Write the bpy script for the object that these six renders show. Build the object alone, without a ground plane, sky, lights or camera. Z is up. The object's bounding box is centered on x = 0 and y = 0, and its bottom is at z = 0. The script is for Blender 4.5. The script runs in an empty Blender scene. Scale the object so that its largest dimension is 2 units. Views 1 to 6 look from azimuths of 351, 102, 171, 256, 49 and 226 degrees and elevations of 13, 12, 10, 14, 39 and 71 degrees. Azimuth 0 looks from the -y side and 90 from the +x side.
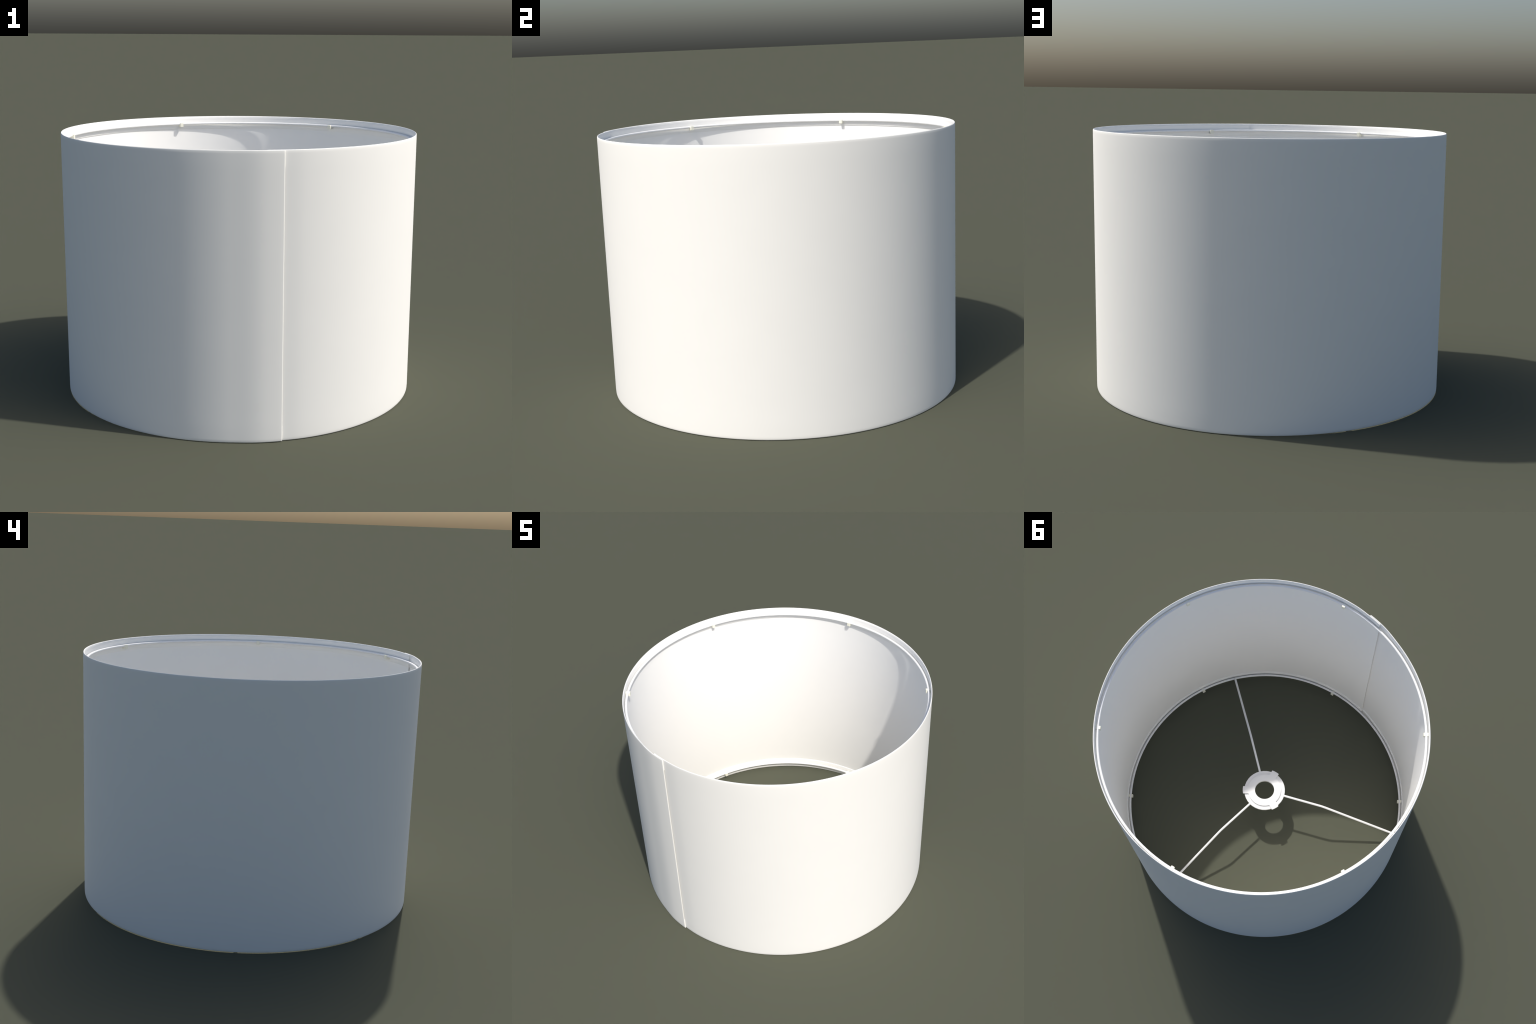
"""White fabric drum lampshade lying upright: one wrapped sheet with an overlapping
vertical seam, folded hems, two wire rings held by small clips, three-armed fitter."""
import bpy, bmesh, math, random
from mathutils import Vector, noise

random.seed(7)
CX, CY = 0.0, 0.0030           # axis of the drum
R, H = 0.9967, 1.4728          # outer radius, height
HEM = 0.080                    # depth of the folded hem
WALL, FOLD = 0.0036, 0.0070    # sheet thickness, thickness with the hem
SEAM_IN, SEAM_OUT = math.radians(-90.3), math.radians(274.6)   # sheet starts inside, ends outside
RING_R, RING_Z, WIRE = 0.9768, 0.0455, 0.0074


# ---------------------------------------------------------------- materials
def material(name, colour, rough, grain=0.0, grain_scale=400.0, spec=0.3, vary=0.015):
    m = bpy.data.materials.new(name)
    m.use_nodes = True
    nt = m.node_tree
    b = nt.nodes["Principled BSDF"]
    b.inputs["Roughness"].default_value = rough
    b.inputs["Specular IOR Level"].default_value = spec
    tc = nt.nodes.new("ShaderNodeTexCoord")
    nz = nt.nodes.new("ShaderNodeTexNoise")
    nz.inputs["Scale"].default_value = 6.0
    nz.inputs["Detail"].default_value = 4.0
    ramp = nt.nodes.new("ShaderNodeValToRGB")
    ramp.color_ramp.elements[0].position = 0.3
    ramp.color_ramp.elements[1].position = 0.7
    ramp.color_ramp.elements[0].color = (*[c * (1 - vary) for c in colour], 1)
    ramp.color_ramp.elements[1].color = (*colour, 1)
    nt.links.new(tc.outputs["Object"], nz.inputs["Vector"])
    nt.links.new(nz.outputs["Fac"], ramp.inputs["Fac"])
    nt.links.new(ramp.outputs["Color"], b.inputs["Base Color"])
    if grain:
        g = nt.nodes.new("ShaderNodeTexNoise")
        g.inputs["Scale"].default_value = grain_scale
        bump = nt.nodes.new("ShaderNodeBump")
        bump.inputs["Strength"].default_value = grain
        bump.inputs["Distance"].default_value = 0.001
        nt.links.new(tc.outputs["Object"], g.inputs["Vector"])
        nt.links.new(g.outputs["Fac"], bump.inputs["Height"])
        nt.links.new(bump.outputs["Normal"], b.inputs["Normal"])
    return m


FABRIC = material("white_fabric", (0.918, 0.916, 0.886), 0.9, grain=0.05, spec=0.1, vary=0.008)
INNER_WHITE = material("paler_white_inner", (0.976, 0.973, 0.945), 0.9, grain=0.03, spec=0.1, vary=0.006)  # paler white on the inward faces of the sheet and hems
METAL = material("white_enamelled_wire", (0.91, 0.91, 0.90), 0.5, spec=0.3, vary=0.0)
CLIP = material("cream_plastic", (0.92, 0.91, 0.78), 0.5, spec=0.3, vary=0.0)


# ---------------------------------------------------------------- helpers
def make(name, verts, faces, mat, parent, smooth_angle=40.0):
    me = bpy.data.meshes.new(name)
    me.from_pydata(verts, [], faces)
    bm = bmesh.new()
    bm.from_mesh(me)
    bmesh.ops.recalc_face_normals(bm, faces=bm.faces)
    bm.to_mesh(me)
    bm.free()
    me.shade_smooth()
    if smooth_angle is not None:
        me.set_sharp_from_angle(angle=math.radians(smooth_angle))
    me.materials.append(mat)
    ob = bpy.data.objects.new(name, me)
    bpy.context.collection.objects.link(ob)
    ob.parent = parent
    return ob


def sweep(points, radius, sides=14, closed=False):
    """Round tube along a polyline."""
    verts, faces, n = [], [], len(points)
    up = Vector((0, 0, 1))
    for i, p in enumerate(points):
        a = points[i - 1] if (closed or i) else p
        b = points[(i + 1) % n] if (closed or i < n - 1) else p
        t = (b - a).normalized()
        side = t.cross(up).normalized()
        nrm = side.cross(t)
        for k in range(sides):
            w = 2 * math.pi * k / sides
            verts.append(p + radius * (math.cos(w) * side + math.sin(w) * nrm))
    for i in range(n if closed else n - 1):
        j = (i + 1) % n
        for k in range(sides):
            l = (k + 1) % sides
            faces.append((i * sides + k, i * sides + l, j * sides + l, j * sides + k))
    if not closed:
        faces.append(tuple(range(sides)))
        faces.append(tuple((n - 1) * sides + k for k in range(sides)))
    return verts, faces


def smoothstep(a, b, x):
    t = min(1.0, max(0.0, (x - a) / (b - a)))
    return t * t * (3 - 2 * t)


# ---------------------------------------------------------------- the thing
thing = bpy.data.objects.new("lampshade", None)
bpy.context.collection.objects.link(thing)
thing.location = (CX, CY, 0)
thing["label"] = "plain white fabric drum lampshade with wire fitter inside"
thing["category"] = "lampshade"


# ---------------------------------------------------------------- wrapped fabric sheet
def half_profile():
    """(inward offset, distance from the rim, region) from mid wall outside over the rim to mid wall inside."""
    return [(0.0, 0.30, "cover"), (0.0, 0.10, "cover"), (0.0, 0.017, "cover"),
            (0.0005, 0.0045, "cover"), (0.0014, 0.0013, "cover"), (0.0032, 0.0, "cover"),
            (0.0052, 0.0010, "hem"), (FOLD, 0.0036, "hem"), (FOLD, 0.018, "hem"),
            (FOLD, 0.040, "hem"), (FOLD, 0.060, "hem"), (FOLD, HEM - 0.0010, "hem"),
            (FOLD - 0.0008, HEM, "hem"), (WALL, HEM, "cover"), (WALL, 0.11, "cover"), (WALL, 0.30, "cover")]


def sheet_radius(t):
    """Outer radius of the sheet: rides outwards over its own start to make the seam."""
    lap = SEAM_OUT - 2 * math.pi                      # where the inner layer comes out from under
    out = 0.0060 * smoothstep(SEAM_OUT - math.radians(15), SEAM_OUT - math.radians(5.2), t)
    inn = -0.0022 * (1 - smoothstep(lap, lap + math.radians(6), t))
    return R + out + inn


top = half_profile()
loop = [(d, H - z, tag, +1) for d, z, tag in top] + [(d, z, tag, -1) for d, z, tag in reversed(top)]
N = len(loop)
# angular stations: even, plus tight ones that round off the free end of the sheet
steps = 720
thetas = [SEAM_IN + (SEAM_OUT - SEAM_IN) * i / steps for i in range(steps)]
arc = [0.0052, 0.0036, 0.0022, 0.0011, 0.0004, 0.0]
thetas = [t for t in thetas if t < SEAM_OUT - 0.009] + [SEAM_OUT - a for a in arc]
verts, faces, tags, inner_side = [], [], [], []
for t in thetas:
    r0 = sheet_radius(t)
    left = (SEAM_OUT - t)                              # metres (radius is about one)
    edge = 1 - min(1.0, left / 0.0052)
    taper = 0.0022 * edge ** 2.4
    for k, (d, z, tag, end) in enumerate(loop):
        dd, zz = d, z
        if d < 0.0032:
            dd = d + taper
        if tag == "hem" and d > 0.0054:                 # glued fold is never perfectly flat
            q = Vector((math.cos(t) * 9, math.sin(t) * 9, z * 40))
            dd = d + 0.0005 * noise.noise(q)
            if abs(d - (FOLD - 0.0008)) < 1e-9 or abs((z if end < 0 else H - z) - (HEM - 0.001)) < 1e-6:
                zz = z + end * 0.0013 * noise.noise(Vector((math.cos(t) * 7, math.sin(t) * 7, end * 5)))
        r = r0 - dd
        verts.append((r * math.cos(t), r * math.sin(t), zz))
M = len(thetas)
for i in range(M - 1):
    for k in range(N):
        l = (k + 1) % N
        faces.append((i * N + k, (i + 1) * N + k, (i + 1) * N + l, i * N + l))
        ka, kb = loop[k], loop[l]
        is_hem = ("hem" in (ka[2], kb[2])) and min(ka[0], kb[0]) >= 0.0032 and ka[3] == kb[3]
        tags.append((ka[3] if is_hem else 0))
        inner_side.append(min(ka[0], kb[0]) >= WALL - 1e-6)
faces.append(tuple(range(N)))
faces.append(tuple((M - 1) * N + k for k in range(N)))
tags += [0, 0]
inner_side += [False, False]

whole = make("whole_sheet", verts, faces, FABRIC, None, 50.0)
me = whole.data
vn = [Vector(c.vector) for c in me.corner_normals]


def region(name, tag):
    """Faces of one region as an object that keeps the whole sheet's normals."""
    index, vs, fs, ns, mats = {}, [], [], [], []
    for p in me.polygons:
        if tags[p.index] != tag:
            continue
        f = []
        for li in p.loop_indices:
            v = me.loops[li].vertex_index
            if v not in index:
                index[v] = len(vs)
                vs.append(tuple(me.vertices[v].co))
            f.append(index[v])
            ns.append(vn[li])
        fs.append(f)
        mats.append(1 if inner_side[p.index] else 0)
    m2 = bpy.data.meshes.new(name)
    m2.from_pydata(vs, [], fs)
    m2.shade_smooth()
    m2.materials.append(FABRIC)
    m2.materials.append(INNER_WHITE)
    m2.polygons.foreach_set("material_index", mats)
    m2.normals_split_custom_set([tuple(n) for n in ns])
    ob = bpy.data.objects.new(name, m2)
    bpy.context.collection.objects.link(ob)
    ob.parent = thing
    return ob


cover = region("fabric_cover", 0)
for tag in (1, -1):
    region("hem", tag)
bpy.data.objects.remove(whole)


# ---------------------------------------------------------------- wire rings
def circle(r, z, n):
    return [Vector((r * math.cos(2 * math.pi * i / n), r * math.sin(2 * math.pi * i / n), z)) for i in range(n)]


rings = []
for z in (H - RING_Z, RING_Z):
    v, f = sweep(circle(RING_R, z, 180), WIRE, 16, closed=True)
    rings.append(make("wire_ring", v, f, METAL, thing, None))

# ---------------------------------------------------------------- clips that hold the rings
IN, OUT, WIDE, TALL, DROP = 0.9602, 0.9890, 0.0200, 0.0255, 0.0065
bm = bmesh.new()
bmesh.ops.create_cube(bm, size=1.0)
bmesh.ops.scale(bm, vec=(OUT - IN, WIDE, TALL), verts=bm.verts)
bmesh.ops.bevel(bm, geom=bm.edges[:], offset=0.0008, segments=2, affect="EDGES")
clip_mesh = bpy.data.meshes.new("clip")
bm.to_mesh(clip_mesh)
bm.free()
clip_mesh.shade_smooth()
clip_mesh.set_sharp_from_angle(angle=math.radians(35))
clip_mesh.materials.append(CLIP)
for z, ring in ((H - RING_Z, rings[0]), (RING_Z, rings[1])):
    for i in range(6):
        a = math.radians(45 + 60 * i)
        c = bpy.data.objects.new("clip", clip_mesh)
        bpy.context.collection.objects.link(c)
        c.parent = ring
        rr = 0.5 * (IN + OUT)
        c.location = (rr * math.cos(a), rr * math.sin(a), z - DROP)
        c.rotation_euler = (0, 0, a)

# ---------------------------------------------------------------- fitter: washer, keyed plate, three arms
HUB_Z = 0.2375
HUB_T, PLATE_T = 0.0135, 0.0095
HOLE_R, HUB_R, PLATE_R, TAB_R, TAB_HALF = 0.0683, 0.1435, 0.1165, 0.1540, 0.0262


def slab(outer, inner, z0, z1):
    """Ring-shaped slab between two outlines with equal point counts."""
    n, vs, fs = len(outer), [], []
    for z in (z0, z1):
        vs += [(x, y, z) for x, y in outer] + [(x, y, z) for x, y in inner]
    for i in range(n):
        j = (i + 1) % n
        o0, i0, o1, i1 = 0, n, 2 * n, 3 * n
        fs += [(o0 + i, o0 + j, o1 + j, o1 + i), (i0 + j, i0 + i, i1 + i, i1 + j),
               (o1 + i, o1 + j, i1 + j, i1 + i), (o0 + j, o0 + i, i0 + i, i0 + j)]
    return vs, fs


def bevelled(ob, width):
    md = ob.modifiers.new("bevel", "BEVEL")
    md.width, md.segments, md.limit_method, md.angle_limit = width, 2, "ANGLE", math.radians(50)
    dg = bpy.context.evaluated_depsgraph_get()
    new = bpy.data.meshes.new_from_object(ob.evaluated_get(dg))
    ob.modifiers.clear()
    old, name = ob.data, ob.data.name
    ob.data = new
    bpy.data.meshes.remove(old)
    new.name = name
    new.shade_smooth()
    new.set_sharp_from_angle(angle=math.radians(35))


def ring_outline(r, n, phase=0.0):
    return [(r * math.cos(phase + 2 * math.pi * i / n), r * math.sin(phase + 2 * math.pi * i / n)) for i in range(n)]


n = 36
v, f = slab(ring_outline(HUB_R, n), ring_outline(HOLE_R, n), HUB_Z, HUB_Z + HUB_T)
hub = make("fitter_hub", v, f, METAL, thing, 35)
bevelled(hub, 0.0012)

# plate with three square tabs
outline, hole = [], []
half = math.asin(TAB_HALF / PLATE_R)
for i in range(3):
    a = math.radians(45.8 + 120 * i)
    ca, sa = math.cos(a), math.sin(a)
    reach = math.sqrt(TAB_R ** 2 - TAB_HALF ** 2)
    root = math.sqrt(PLATE_R ** 2 - TAB_HALF ** 2)
    pts = [(root, -TAB_HALF), (reach, -TAB_HALF), (TAB_R, -0.009), (TAB_R, 0.009), (reach, TAB_HALF), (root, TAB_HALF)]
    for x, y in pts:
        outline.append((x * ca - y * sa, x * sa + y * ca))
    gap = 2 * math.pi / 3 - 2 * half
    for k in range(1, 9):
        w = a + half + gap * k / 9
        outline.append((PLATE_R * math.cos(w), PLATE_R * math.sin(w)))
for x, y in outline:
    w = math.atan2(y, x)
    hole.append(((HOLE_R - 0.0006) * math.cos(w), (HOLE_R - 0.0006) * math.sin(w)))
v, f = slab(outline, hole, HUB_Z + HUB_T - 0.001, HUB_Z + HUB_T + PLATE_T)
plate = make("keyed_plate", v, f, METAL, hub, 35)
bevelled(plate, 0.0010)

# arms: level out from the hub, then down to the lower ring
KINK_R, ARM_Z = 0.430, HUB_Z + 0.0080
profile = [(HUB_R - 0.006, ARM_Z), (0.28, ARM_Z), (KINK_R - 0.035, ARM_Z), (KINK_R - 0.012, ARM_Z - 0.001),
           (KINK_R + 0.012, ARM_Z - 0.006)]
end = (RING_R - 0.004, RING_Z + 0.017)
start = profile[-1]
for k in range(1, 9):
    s = k / 8
    profile.append((start[0] + (end[0] - start[0]) * s, start[1] + (end[1] - start[1]) * s))
v, f = sweep([Vector((r, 0, z)) for r, z in profile], 0.0075, 14)
arm = make("arm", v, f, METAL, hub, 40)
arm.rotation_euler = (0, 0, math.radians(90))
for a in (-30, -150):
    o = arm.copy()
    bpy.context.collection.objects.link(o)
    o.rotation_euler = (0, 0, math.radians(a))
